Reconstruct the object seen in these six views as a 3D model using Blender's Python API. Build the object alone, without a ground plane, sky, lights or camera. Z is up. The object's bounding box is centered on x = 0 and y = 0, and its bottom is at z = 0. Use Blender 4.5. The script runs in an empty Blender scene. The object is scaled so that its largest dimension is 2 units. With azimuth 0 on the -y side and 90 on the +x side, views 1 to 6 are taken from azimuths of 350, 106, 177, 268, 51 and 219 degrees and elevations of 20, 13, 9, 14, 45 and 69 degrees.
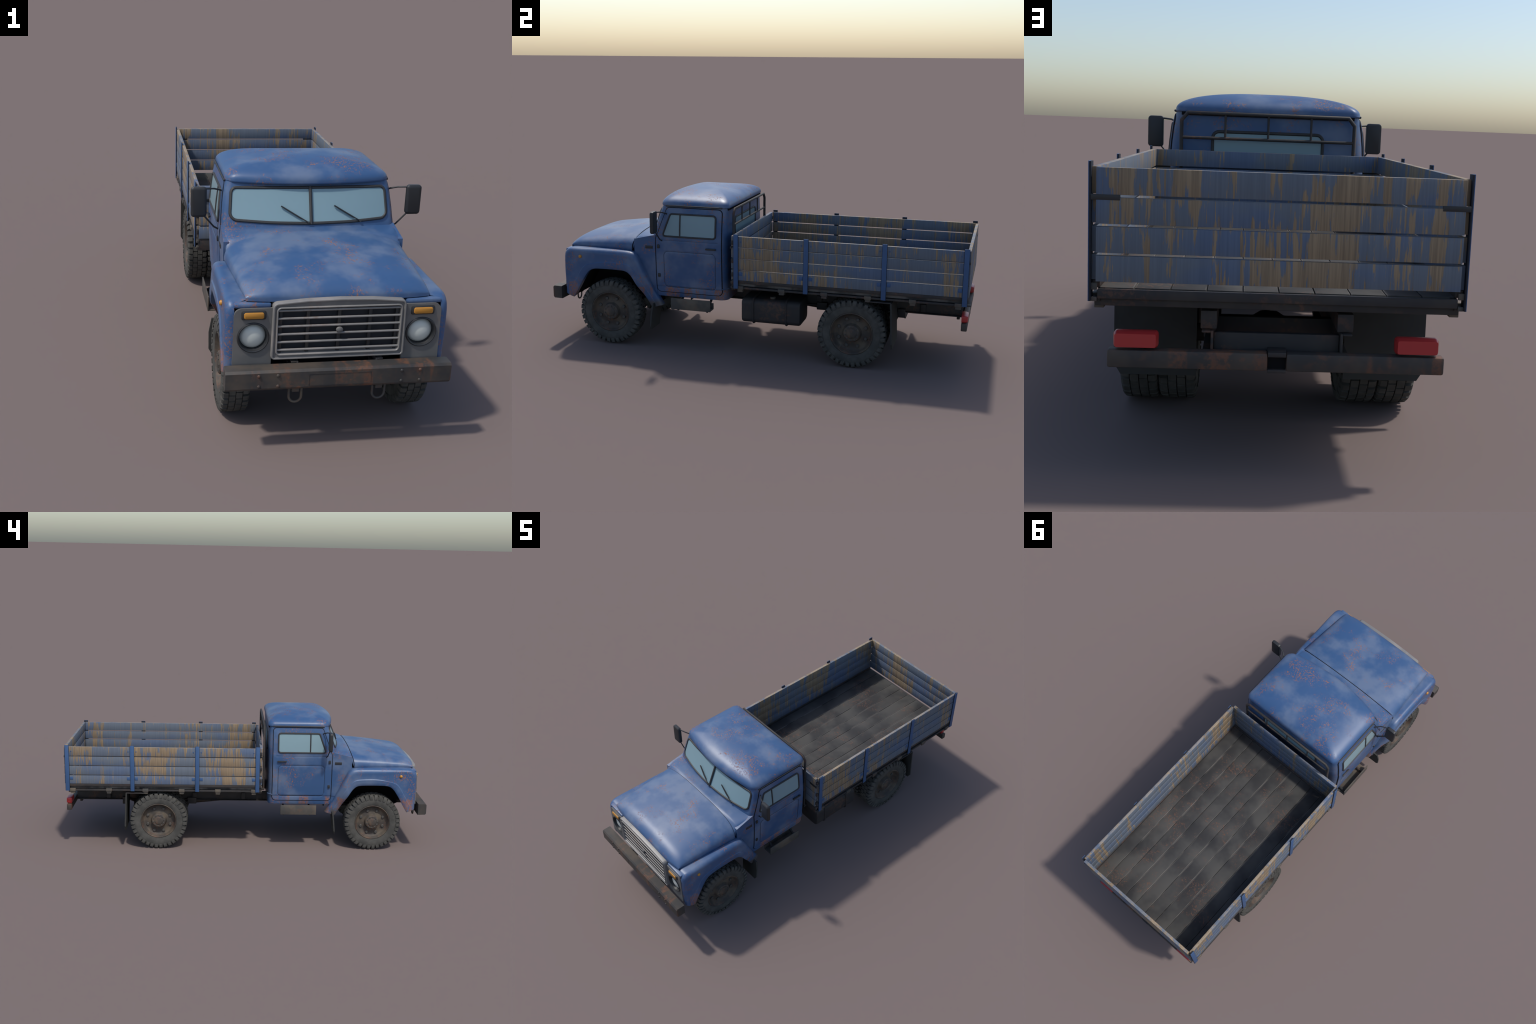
import bpy, bmesh, math, random
from mathutils import Vector, Matrix

random.seed(7)
S = bpy.context.scene
COL = S.collection


def lerp(a, b, t):
    return a + (b - a) * t


def interp(x, pts):
    """piecewise linear through (x, y) pairs"""
    if x <= pts[0][0]:
        return pts[0][1]
    for (x0, y0), (x1, y1) in zip(pts, pts[1:]):
        if x <= x1:
            return lerp(y0, y1, (x - x0) / (x1 - x0))
    return pts[-1][1]


def sstep(a, b, x):
    t = max(0.0, min(1.0, (x - a) / (b - a)))
    return t * t * (3 - 2 * t)


# ------------------------------------------------------------------ materials
class NT:
    def __init__(self, name):
        self.m = bpy.data.materials.new(name)
        self.m.use_nodes = True
        self.t = self.m.node_tree
        self.b = self.t.nodes['Principled BSDF']
        tc = self.t.nodes.new('ShaderNodeTexCoord')
        self.co = tc.outputs['Object']

    def put(self, sock, v):
        if isinstance(v, bpy.types.NodeSocket):
            self.t.links.new(v, sock)
        elif isinstance(v, (tuple, list)) and len(v) == 3 and sock.type == 'RGBA':
            sock.default_value = (*v, 1)
        else:
            sock.default_value = v

    def scaled(self, sc, off=(0, 0, 0)):
        n = self.t.nodes.new('ShaderNodeMapping')
        self.put(n.inputs['Vector'], self.co)
        n.inputs['Scale'].default_value = sc
        n.inputs['Location'].default_value = off
        return n.outputs[0]

    def noise(self, scale, detail=3, rough=0.5, vec=None, dist=0.0):
        n = self.t.nodes.new('ShaderNodeTexNoise')
        self.put(n.inputs['Vector'], vec or self.co)
        n.inputs['Scale'].default_value = scale
        n.inputs['Detail'].default_value = detail
        n.inputs['Roughness'].default_value = rough
        n.inputs['Distortion'].default_value = dist
        return n.outputs['Fac']

    def ramp(self, fac, a, b):
        n = self.t.nodes.new('ShaderNodeMapRange')
        n.interpolation_type = 'SMOOTHSTEP'
        self.put(n.inputs['Value'], fac)
        n.inputs['From Min'].default_value = a
        n.inputs['From Max'].default_value = b
        return n.outputs[0]

    def math(self, op, a, b=0.0):
        n = self.t.nodes.new('ShaderNodeMath')
        n.operation = op
        self.put(n.inputs[0], a)
        self.put(n.inputs[1], b)
        return n.outputs[0]

    def mix(self, fac, a, b):
        n = self.t.nodes.new('ShaderNodeMix')
        n.data_type = 'RGBA'
        self.put(n.inputs[0], fac)
        self.put(n.inputs[6], a)
        self.put(n.inputs[7], b)
        return n.outputs[2]

    def sep(self):
        n = self.t.nodes.new('ShaderNodeSeparateXYZ')
        self.put(n.inputs[0], self.co)
        return n.outputs

    def rnd(self):
        return self.t.nodes.new('ShaderNodeObjectInfo').outputs['Random']

    def bump(self, h, strength=0.3, dist=0.002):
        n = self.t.nodes.new('ShaderNodeBump')
        n.inputs['Strength'].default_value = strength
        n.inputs['Distance'].default_value = dist
        self.put(n.inputs['Height'], h)
        self.t.links.new(n.outputs[0], self.b.inputs['Normal'])

    def done(self, col, rough=0.5, metal=0.0, spec=0.5):
        self.put(self.b.inputs['Base Color'], col)
        self.put(self.b.inputs['Roughness'], rough)
        self.put(self.b.inputs['Metallic'], metal)
        self.put(self.b.inputs['Specular IOR Level'], spec)
        return self.m


RUST = (0.27, 0.105, 0.045)


def mat_paint():
    k = NT('weathered_blue_paint')
    cloud = k.ramp(k.noise(6.5, 4, 0.55), 0.42, 0.68)
    col = k.mix(cloud, (0.034, 0.085, 0.195), (0.104, 0.148, 0.238))
    clus = k.ramp(k.noise(9.5, 3, 0.6, k.scaled((1, 1, 1), (3.1, 1.7, 5.2))), 0.475, 0.66)
    fine = k.ramp(k.noise(125, 4, 0.7), 0.52, 0.60)
    spots = k.math('MULTIPLY', clus, fine)
    # rust creeping up from the sills and the lower fender corners
    z = k.sep()[2]
    low = k.ramp(z, 0.325, 0.262)
    cols = k.ramp(k.noise(1.0, 1, 0.5, k.scaled((3, 20, 1.2), (0, 0.4, 0))), 0.48, 0.57)
    fine2 = k.ramp(k.noise(140, 4, 0.75), 0.42, 0.54)
    ragged = k.ramp(k.math('ADD', low, k.noise(45, 3, 0.6)), 0.78, 1.0)
    sill = k.math('MULTIPLY', k.math('MULTIPLY', ragged, cols), fine2)
    rust = k.math('MAXIMUM', spots, sill)
    rcol = k.mix(k.noise(60, 3, 0.6), (0.17, 0.060, 0.028), (0.36, 0.150, 0.062))
    col = k.mix(k.math('MULTIPLY', rust, 0.85), col, rcol)
    # dried mud on the lowest fender tips
    mud = k.math('MULTIPLY', k.ramp(z, 0.242, 0.215), k.ramp(k.noise(30, 3, 0.6), 0.25, 0.5))
    col = k.mix(k.math('MULTIPLY', mud, 0.85), col, (0.085, 0.072, 0.058))
    rough = k.math('ADD', k.math('MULTIPLY', rust, 0.3), 0.42)
    k.bump(k.math('MULTIPLY', rust, -1.0), 0.25, 0.001)
    return k.done(col, rough, 0.0, 0.5)


def mat_wood():
    k = NT('flaked_paint_wood')
    big = k.noise(5.0, 3, 0.55, k.scaled((1, 1, 0.8), (2, 5, 1)))
    strk = k.noise(1.0, 5, 0.65, k.scaled((120, 120, 8)))
    strk2 = k.noise(1.0, 3, 0.55, k.scaled((30, 30, 3.0), (4, 1, 0)))
    v = k.math('ADD', k.math('MULTIPLY', big, 0.50), k.math('ADD', k.math('MULTIPLY', strk, 0.52), k.math('MULTIPLY', strk2, 0.48)))
    bare = k.ramp(v, 0.774, 0.792)
    fade = k.ramp(k.noise(5.0, 3, 0.5, k.scaled((1, 1, 1.6), (7, 2, 4))), 0.38, 0.54)
    fade = k.math('ADD', k.math('MULTIPLY', fade, 0.8), k.math('MULTIPLY', k.rnd(), 0.2))
    blue = k.mix(fade, (0.092, 0.130, 0.210), (0.124, 0.145, 0.174))
    grain = k.noise(1.0, 4, 0.65, k.scaled((190, 190, 4)))
    blue = k.mix(k.ramp(grain, 0.3, 0.7), k.mix(0.14, blue, (0.03, 0.04, 0.06)), k.mix(0.10, blue, (0.20, 0.24, 0.30)))
    tan = k.mix(k.ramp(grain, 0.3, 0.7), (0.175, 0.130, 0.086), (0.29, 0.215, 0.135))
    col = k.mix(bare, blue, tan)
    # worn, sun-bleached top edge of the uppermost boards
    top = k.math('MULTIPLY', k.ramp(k.sep()[2], 0.5745, 0.5765), k.ramp(k.noise(14, 4, 0.65), 0.42, 0.56))
    col = k.mix(k.math('MULTIPLY', top, 0.8), col, (0.34, 0.275, 0.20))
    k.bump(k.math('ADD', k.math('MULTIPLY', bare, -0.7), k.math('MULTIPLY', grain, 0.4)), 0.3, 0.0015)
    return k.done(col, 0.72, 0.0, 0.3)


def mat_metal(name, base, dust, rust_amt=0.5, rough=0.6, streak=False, sc=1.0):
    k = NT(name)
    d = k.ramp(k.noise(9 * sc, 4, 0.6), 0.4, 0.68)
    col = k.mix(d, base, dust)
    clus = k.ramp(k.noise(7 * sc, 3, 0.6, k.scaled((1, 1, 1), (5, 3, 1))), 0.47, 0.66)
    fine = k.ramp(k.noise(60 * sc, 5, 0.65), 0.46, 0.60)
    m = k.math('MULTIPLY', clus, fine)
    if streak:
        s = k.ramp(k.noise(1.0, 2, 0.5, k.scaled((22, 5, 2.5))), 0.54, 0.64)
        m = k.math('MAXIMUM', m, k.math('MULTIPLY', s, k.ramp(k.noise(45, 4, 0.7), 0.35, 0.62)))
    m = k.math('MULTIPLY', m, rust_amt)
    col = k.mix(m, col, (0.15, 0.065, 0.035))
    k.bump(k.noise(120, 3, 0.6), 0.12, 0.001)
    return k.done(col, rough, 0.0, 0.4)


def mat_flat(name, col, rough=0.5, spec=0.5, var=0.12, metal=0.0):
    k = NT(name)
    c = k.mix(k.noise(30, 3, 0.6), tuple(x * (1 - var) for x in col), tuple(x * (1 + var) for x in col))
    return k.done(c, rough, metal, spec)


def mat_floor():
    k = NT('dirty_bed_floor')
    cl = k.ramp(k.noise(5.5, 4, 0.55), 0.36, 0.66)
    col = k.mix(cl, (0.030, 0.030, 0.031), (0.066, 0.064, 0.060))
    clus = k.ramp(k.noise(8, 3, 0.6, k.scaled((1, 1, 1), (2, 9, 4))), 0.48, 0.64)
    fine = k.ramp(k.noise(125, 4, 0.7), 0.53, 0.61)
    col = k.mix(k.math('MULTIPLY', k.math('MULTIPLY', clus, fine), 0.7), col, (0.15, 0.070, 0.042))
    seam = k.math('PINGPONG', k.math('ADD', k.sep()[0], 0.332), 0.0332)
    wear = k.math('MULTIPLY', k.ramp(seam, 0.0038, 0.0026), k.ramp(k.noise(1.0, 3, 0.6, k.scaled((40, 9, 1))), 0.42, 0.62))
    col = k.mix(k.math('MULTIPLY', wear, 0.9), col, (0.15, 0.14, 0.128))
    k.bump(k.noise(1.0, 4, 0.6, k.scaled((150, 8, 150))), 0.06, 0.001)
    return k.done(col, 0.75, 0.0, 0.3)


def mat_tyre():
    k = NT('dusty_rubber')
    d = k.ramp(k.noise(22, 4, 0.6), 0.35, 0.7)
    col = k.mix(d, (0.058, 0.057, 0.052), (0.090, 0.087, 0.078))
    k.bump(k.noise(140, 3, 0.6), 0.15, 0.001)
    return k.done(col, 0.85, 0.0, 0.2)


PAINT = mat_paint()
WOOD = mat_wood()
POSTM = mat_flat('blue_post_paint', (0.040, 0.092, 0.205), 0.5, 0.4)
POSTD = mat_flat('dark_post_channel', (0.014, 0.018, 0.028), 0.7, 0.3)
FLOOR = mat_floor()
TYRE = mat_tyre()
RIM = mat_metal('rusty_wheel_steel', (0.050, 0.043, 0.037), (0.105, 0.083, 0.060), 0.5, 0.65, False, 2.0)
NUT = mat_flat('nut_steel', (0.060, 0.056, 0.050), 0.6)
BUMP = mat_metal('rusty_bumper_steel', (0.036, 0.035, 0.034), (0.068, 0.055, 0.044), 0.8, 0.6, True)
FRAME = mat_metal('frame_steel', (0.027, 0.026, 0.027), (0.042, 0.037, 0.033), 0.45, 0.65)
STEP = mat_metal('step_steel', (0.058, 0.056, 0.052), (0.12, 0.10, 0.075), 0.3, 0.65)
BLACKM = mat_flat('black_plastic', (0.020, 0.021, 0.023), 0.5)
RUBBER = mat_flat('rubber_seal', (0.030, 0.030, 0.031), 0.6)
GAP = mat_flat('painted_seam_shadow', (0.012, 0.011, 0.012), 0.8, 0.2)
GROOVE = mat_flat('dark_groove_line', (0.020, 0.022, 0.030), 0.8, 0.2)
DARK = mat_flat('dark_cavity', (0.010, 0.010, 0.011), 0.9, 0.1)
FLAP = mat_flat('mudflap_rubber', (0.045, 0.045, 0.042), 0.8, 0.2)
GREY = mat_metal('grey_front_panel', (0.118, 0.117, 0.114), (0.148, 0.142, 0.134), 0.35, 0.55)
CHROME = mat_metal('dull_chrome', (0.185, 0.180, 0.172), (0.25, 0.232, 0.215), 0.35, 0.40)
GLASS = mat_flat('pale_window_glass', (0.20, 0.305, 0.345), 0.28, 0.5, 0.02)
LENS = mat_flat('headlamp_glass', (0.52, 0.55, 0.51), 0.3, 0.5, 0.02)  # base colour lightened to offset the shadow in the lamp recess
AMBER = mat_flat('amber_lens', (0.46, 0.205, 0.028), 0.4, 0.5, 0.03)
RED = mat_flat('red_lens', (0.40, 0.030, 0.030), 0.35, 0.5, 0.03)

# ------------------------------------------------------------------ helpers
ROOT = bpy.data.objects.new('cargo_truck', None)
COL.objects.link(ROOT)
ROOT['label'] = 'weathered blue flatbed truck with wooden cargo bed'
ROOT['category'] = 'truck'


def link(name, me, mat, parent=None, angle=35, kind=None):
    if mat is not None and len(me.materials) == 0:
        me.materials.append(mat)
    o = bpy.data.objects.new(name, me)
    COL.objects.link(o)
    o.parent = parent or ROOT
    if kind:
        o['kind'] = kind
    if angle is not None:
        me.polygons.foreach_set('use_smooth', [True] * len(me.polygons))
        me.set_sharp_from_angle(angle=math.radians(angle))
    return o


def from_bm(name, bm, mat, parent=None, angle=35, kind=None):
    bmesh.ops.recalc_face_normals(bm, faces=bm.faces)
    me = bpy.data.meshes.new(name)
    bm.to_mesh(me)
    bm.free()
    return link(name, me, mat, parent, angle, kind)


def from_data(name, v, f, mat, parent=None, angle=35, kind=None):
    bm = bmesh.new()
    vs = [bm.verts.new(p) for p in v]
    for q in f:
        try:
            bm.faces.new([vs[i] for i in q])
        except ValueError:
            pass
    bmesh.ops.remove_doubles(bm, verts=bm.verts, dist=1e-6)
    return from_bm(name, bm, mat, parent, angle, kind)


def add_box(bm, x0, x1, y0, y1, z0, z1, bevel=0.0):
    m = Matrix.Translation(((x0 + x1) / 2, (y0 + y1) / 2, (z0 + z1) / 2)) @ Matrix.Diagonal((abs(x1 - x0), abs(y1 - y0), abs(z1 - z0), 1))
    r = bmesh.ops.create_cube(bm, size=1, matrix=m)
    if bevel:
        es = list({e for v in r['verts'] for e in v.link_edges})
        bmesh.ops.bevel(bm, geom=es, offset=bevel, segments=2, profile=0.5, affect='EDGES')


def box(name, x0, x1, y0, y1, z0, z1, mat, parent=None, bevel=0.0015, kind=None):
    bm = bmesh.new()
    add_box(bm, x0, x1, y0, y1, z0, z1, bevel)
    return from_bm(name, bm, mat, parent, 40, kind)


def add_tube(bm, path, r, seg=10, caps=True, closed=False):
    P = [Vector(p) for p in path]
    n = len(P)
    rings = []
    up = None
    for i in range(n):
        a = P[i - 1] if (i > 0 or closed) else P[i]
        b = P[(i + 1) % n] if (i < n - 1 or closed) else P[i]
        d0 = (P[i] - a)
        d1 = (b - P[i])
        d = (d0.normalized() if d0.length else Vector()) + (d1.normalized() if d1.length else Vector())
        d.normalize()
        if up is None:
            up = d.orthogonal().normalized()
        s = d.cross(up).normalized()
        up = s.cross(d).normalized()
        k = 1.0
        if d0.length and d1.length:
            c = max(0.5, d0.normalized().dot(d))
            k = 1 / c
        rings.append([bm.verts.new(P[i] + (s * math.cos(t) + up * math.sin(t)) * r * (k if False else 1)) for t in [2 * math.pi * j / seg for j in range(seg)]])
    m = n if closed else n - 1
    for i in range(m):
        A, B = rings[i], rings[(i + 1) % n]
        for j in range(seg):
            bm.faces.new((A[j], A[(j + 1) % seg], B[(j + 1) % seg], B[j]))
    if caps and not closed:
        bm.faces.new(rings[0][::-1])
        bm.faces.new(rings[-1])


def tube(name, path, r, mat, parent=None, seg=10, closed=False):
    bm = bmesh.new()
    add_tube(bm, path, r, seg, True, closed)
    return from_bm(name, bm, mat, parent, 50)


def round_poly(pts, rad, seg=6):
    """rounded closed polygon; rad scalar or list"""
    out = []
    n = len(pts)
    for i in range(n):
        p = Vector(pts[i])
        a = (Vector(pts[i - 1]) - p)
        b = (Vector(pts[(i + 1) % n]) - p)
        r = rad[i] if isinstance(rad, (list, tuple)) else rad
        if r <= 0:
            out.append(tuple(p))
            continue
        an = a.normalized()
        bn = b.normalized()
        half = an.angle(bn) / 2
        t = min(r / math.tan(half), a.length * 0.49, b.length * 0.49)
        r = t * math.tan(half)
        c = p + (an + bn).normalized() * (r / math.sin(half))
        p0 = p + an * t
        p1 = p + bn * t
        v0 = p0 - c
        v1 = p1 - c
        a0 = math.atan2(v0.y, v0.x)
        da = math.atan2(v1.y, v1.x) - a0
        while da > math.pi:
            da -= 2 * math.pi
        while da < -math.pi:
            da += 2 * math.pi
        for j in range(seg + 1):
            q = a0 + da * j / seg
            out.append((c.x + r * math.cos(q), c.y + r * math.sin(q)))
    return out


def densify(pts, step):
    out = []
    n = len(pts)
    for i in range(n):
        a = Vector(pts[i])
        b = Vector(pts[(i + 1) % n])
        k = max(1, int((b - a).length / step))
        for j in range(k):
            out.append(tuple(a.lerp(b, j / k)))
    return out


def area2(pts):
    return sum(pts[i - 1][0] * pts[i][1] - pts[i][0] * pts[i - 1][1] for i in range(len(pts))) / 2


def offset_poly(pts, d):
    """move a closed outline inwards by d"""
    n = len(pts)
    sgn = 1 if area2(pts) > 0 else -1
    out = []
    for i in range(n):
        a = Vector(pts[i - 1])
        p = Vector(pts[i])
        b = Vector(pts[(i + 1) % n])
        t0 = (p - a).normalized()
        t1 = (b - p).normalized()
        n0 = Vector((-t0.y, t0.x)) * sgn
        n1 = Vector((-t1.y, t1.x)) * sgn
        m = (n0 + n1)
        if m.length < 1e-6:
            m = n0
        m.normalize()
        c = max(0.5, m.dot(n0))
        out.append(tuple(p + m * (d / c)))
    return out


def panel(name, outline, fn, mat, h=0.0, thick=0.004, step=0.02, parent=None, angle=35, disp=None, round_edge=0.0):
    """sheet with the given 2D outline wrapped on the surface fn(u, v, h), with a skirt of depth thick"""
    bm = bmesh.new()
    f = bm.faces.new([bm.verts.new((p[0], p[1], 0)) for p in outline])
    us = [p[0] for p in outline]
    vs = [p[1] for p in outline]
    for ax, lo, hi in ((0, min(us), max(us)), (1, min(vs), max(vs))):
        k = max(1, int((hi - lo) / step))
        for i in range(1, k):
            c = lo + (hi - lo) * i / k + 1.3e-6
            co = (c, 0, 0) if ax == 0 else (0, c, 0)
            no = (1, 0, 0) if ax == 0 else (0, 1, 0)
            bmesh.ops.bisect_plane(bm, geom=bm.verts[:] + bm.edges[:] + bm.faces[:], dist=1e-7, plane_co=co, plane_no=no)
    if thick:
        be = [e for e in bm.edges if e.is_boundary]
        r = bmesh.ops.extrude_edge_only(bm, edges=be)
        skirt = {v for v in r['geom'] if isinstance(v, bmesh.types.BMVert)}
    else:
        skirt = set()
    for v in bm.verts:
        u, w = v.co.x, v.co.y
        hh = h - (thick if v in skirt else 0)
        if disp and v not in skirt:
            hh += disp(u, w)
        v.co = fn(u, w, hh)
    return from_bm(name, bm, mat, parent, angle)


def ring(name, outline, prof, fn, mat, parent=None, angle=40):
    """closed band along an outline; prof = (inward offset, height) points"""
    loops = [[fn(p[0], p[1], hh) for p in offset_poly(outline, d)] for d, hh in prof]
    n = len(outline)
    v = [q for L in loops for q in L]
    f = []
    m = len(loops)
    for k in range(m - 1):
        for i in range(n):
            j = (i + 1) % n
            f.append((k * n + i, k * n + j, (k + 1) * n + j, (k + 1) * n + i))
    return from_data(name, v, f, mat, parent, angle)


def lathe(bm, prof, seg=48, cx=0.0, close=False):
    """revolve (x, r) about the x axis"""
    rows = []
    for x, r in prof:
        if r < 1e-6:
            rows.append([bm.verts.new((x + cx, 0, 0))])
        else:
            rows.append([bm.verts.new((x + cx, r * math.cos(2 * math.pi * j / seg), r * math.sin(2 * math.pi * j / seg))) for j in range(seg)])
    for A, B in zip(rows, rows[1:]):
        for j in range(seg):
            k = (j + 1) % seg
            if len(A) == 1:
                bm.faces.new((A[0], B[j], B[k]))
            elif len(B) == 1:
                bm.faces.new((A[j], A[k], B[0]))
            else:
                bm.faces.new((A[j], A[k], B[k], B[j]))


def mirror_x(fn):
    return lambda u, v, h: (lambda p: (-p[0], p[1], p[2]))(fn(u, v, h))


# ------------------------------------------------------------------ cab surfaces
SIDE = [(0.250, 0.2865), (0.280, 0.2885), (0.300, 0.2890), (0.3005, 0.2915), (0.308, 0.2920), (0.355, 0.2955), (0.43, 0.2990),
        (0.50, 0.3010), (0.528, 0.3005), (0.545, 0.2980), (0.60, 0.2940), (0.655, 0.2875), (0.695, 0.279)]
BACK_Y = -0.113


def side_half(z):
    return interp(z, SIDE)


def yf_side(z):
    return -0.434 - 0.335 * (0.683 - z) if z > 0.54 else -0.482


def yf_mid(z):
    return -0.462 - 0.42 * (0.679 - z) if z > 0.54 else -0.520


def front_y(x, z):
    t = min(1.0, abs(x) / 0.29)
    return lerp(yf_mid(z), yf_side(z), t ** 2.1)


def side_map(y, z, h):
    x = side_half(z)
    # rear corner of the cab turns in
    k = max(0.0, (y + 0.142) / 0.032)
    x -= 0.034 * k * k
    return (x + h, y, z)


def front_map(x, z, h):
    return (x, front_y(x, z) - h * 0.92, z + h * 0.35)


def back_map(x, z, h):
    return (x, BACK_Y + h, z)


def build_cab():
    zs = [0.250, 0.256, 0.28, 0.30, 0.3005, 0.308, 0.33, 0.355, 0.43, 0.50, 0.528, 0.545, 0.56, 0.60, 0.64, 0.67, 0.690]
    loops = []
    for z in zs:
        xs = side_half(z)
        if z < 0.255:
            xs -= 0.002
        half = [(0.0, BACK_Y)]
        half += [(0.12, BACK_Y), (xs - 0.040, BACK_Y)]
        for a in range(1, 7):
            t = a / 6 * math.pi / 2
            half.append((xs - 0.036 + 0.036 * math.sin(t), BACK_Y - 0.036 + 0.036 * math.cos(t)))
        ys = yf_side(z)
        half += [(xs, -0.2), (xs, -0.3), (xs, ys + 0.025)]
        for a in range(1, 5):
            t = a / 4 * math.pi / 2
            half.append((xs - 0.022 + 0.022 * math.cos(t), lerp(ys + 0.025, front_y(xs - 0.022, z), math.sin(t))))
        for t in (0.85, 0.65, 0.4, 0.2, 0):
            half.append((xs * t, front_y(xs * t, z)))
        full = half + [(-x, y) for x, y in half[-2:0:-1]]
        loops.append([(x, y, z) for x, y in full])
    n = len(loops[0])
    v = [p for L in loops for p in L]
    f = []
    for k in range(len(loops) - 1):
        for i in range(n):
            j = (i + 1) % n
            f.append((k * n + i, k * n + j, (k + 1) * n + j, (k + 1) * n + i))
    f.append(tuple(range(n)))
    f.append(tuple(range((len(loops) - 1) * n, len(loops) * n)))
    return from_data('cab', v, f, PAINT, None, 32)


def build_roof():
    """superellipsoid dome over the cab with a visor lip at the front"""
    ol = []
    # plan outline, counter-clockwise from rear centre on the +x side
    xs, yr = 0.2815, -0.107
    half = [(0, yr), (0.1, yr), (0.2, yr), (0.24, yr)]
    for a in range(0, 9):
        t = a / 8 * math.pi / 2
        half.append((xs - 0.026 + 0.026 * math.sin(t), yr - 0.034 + 0.034 * math.cos(t)))
    half += [(xs, -0.19), (xs, -0.25), (xs, -0.32), (xs, -0.38)]

    def vis(x):
        return -0.478 + 0.042 * (abs(x) / 0.281) ** 2.1
    for a in range(0, 7):
        t = a / 6 * math.pi / 2
        x = xs - 0.028 + 0.028 * math.cos(t)
        half.append((x, lerp(-0.405, vis(x), math.sin(t))))
    for x in (0.235, 0.2, 0.15, 0.1, 0.05, 0.0):
        half.append((x, vis(x)))
    full = half + [(-x, y) for x, y in half[-2:0:-1]]
    n = len(full)
    cx, cy = 0.0, -0.285
    Z0, H, N = 0.6955, 0.0580, 2.22
    rows = []
    # underside lip, then skirt, then dome rings
    rows.append([(x * 0.965, cy + (y - cy) * 0.965, Z0 - 0.003) for x, y in full])
    rows.append([(x * 0.995, cy + (y - cy) * 0.995, Z0 - 0.006) for x, y in full])
    rows.append([(x * 1.002, cy + (y - cy) * 1.002, Z0 - 0.003) for x, y in full])
    K = 26
    for i in range(K):
        t = i / K * math.pi / 2
        r = math.cos(t) ** (2 / N)
        z = math.sin(t) ** (2 / N)
        rr = []
        for x, y in full:
            # toward the centre the rings become elliptical, so the crown is smooth
            px, py = x * r, (y - cy) * r
            rr.append((px, cy + py, Z0 + H * z))
        rows.append(rr)
    v = [p for R in rows for p in R] + [(cx, cy, Z0 + H)]
    f = []
    for k in range(len(rows) - 1):
        for i in range(n):
            j = (i + 1) % n
            f.append((k * n + i, k * n + j, (k + 1) * n + j, (k + 1) * n + i))
    L = (len(rows) - 1) * n
    for i in range(n):
        f.append((L + i, L + (i + 1) % n, len(v) - 1))
    return from_data('roof', v, f, PAINT, None, 45)


CAB = build_cab()
ROOF = build_roof()

box('roof_gap', -0.262, 0.262, -0.116, -0.1105, 0.6795, 0.6945, DARK, ROOF, 0.001)  # solid near-black strip under the roof's rear edge
# drip rails above the doors
for s in (1, -1):
    tube('drip_rail', [(s * 0.281, -0.416, 0.6895), (s * 0.2845, -0.40, 0.6905), (s * 0.2845, -0.28, 0.6915), (s * 0.2845, -0.15, 0.6915), (s * 0.2815, -0.136, 0.6905)], 0.0035, RUBBER, None, 8)

# ------------------------------------------------------------------ windshield
ws_out = round_poly([(-0.276, 0.566), (-0.14, 0.561), (0, 0.559), (0.14, 0.561), (0.276, 0.566), (0.268, 0.677), (0.13, 0.6795), (0, 0.680), (-0.13, 0.6795), (-0.268, 0.677)],
                    [0.028, 0, 0, 0, 0.028, 0.024, 0, 0, 0, 0.024], 7)
ws_out = densify(ws_out, 0.02)
SEALP = [(0, -0.002), (0.0005, 0.003), (0.003, 0.0055), (0.007, 0.0055), (0.0095, 0.003), (0.010, -0.001)]
WS = panel('windshield', offset_poly(ws_out, 0.006), front_map, GLASS, 0.0015, 0.003, 0.03)
ring('windshield_seal', ws_out, SEALP, front_map, RUBBER, WS)
bm = bmesh.new()
for i in range(1):
    add_tube(bm, [front_map(0, z, 0.004) for z in (0.561, 0.60, 0.64, 0.678)], 0.0055, 8)
from_bm('windshield_divider', bm, RUBBER, WS, 50)
for x0, x1 in ((-0.010, -0.101), (0.170, 0.080)):
    a = Vector(front_map(x0, 0.566, 0.007))
    b = Vector(front_map(x1, 0.617, 0.010))
    bm = bmesh.new()
    add_tube(bm, [a, a.lerp(b, 0.5) + Vector((0, -0.002, 0)), b], 0.0021, 6)
    add_tube(bm, [a.lerp(b, 0.25) + Vector((0, 0.003, -0.002)), b + Vector((0, 0.003, -0.002))], 0.0016, 6)
    add_tube(bm, [a + Vector((0, 0.008, -0.004)), a + Vector((0, -0.003, 0.001))], 0.004, 8)
    from_bm('wiper', bm, BLACKM, WS, 50)

# rear window
rw = densify(round_poly([(-0.172, 0.530), (0.172, 0.530), (0.172, 0.638), (-0.172, 0.638)], 0.024, 6), 0.03)
RW = panel('cab_window', offset_poly(rw, 0.006), back_map, GLASS, 0.0015, 0.003, 0.05)
ring('cab_window_seal', rw, SEALP, back_map, RUBBER, RW)

# ------------------------------------------------------------------ doors
door_ol = round_poly([(-0.1345, 0.272), (-0.4645, 0.272), (-0.4635, 0.535), (-0.4095, 0.6835), (-0.1345, 0.6835)], [0.022, 0.022, 0.02, 0.018, 0.02], 6)
door_ol = densify(door_ol, 0.008)
win_ol = densify(round_poly([(-0.1605, 0.5435), (-0.4345, 0.5435), (-0.393, 0.658), (-0.1605, 0.658)], [0.018, 0.014, 0.016, 0.018], 6), 0.012)


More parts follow.
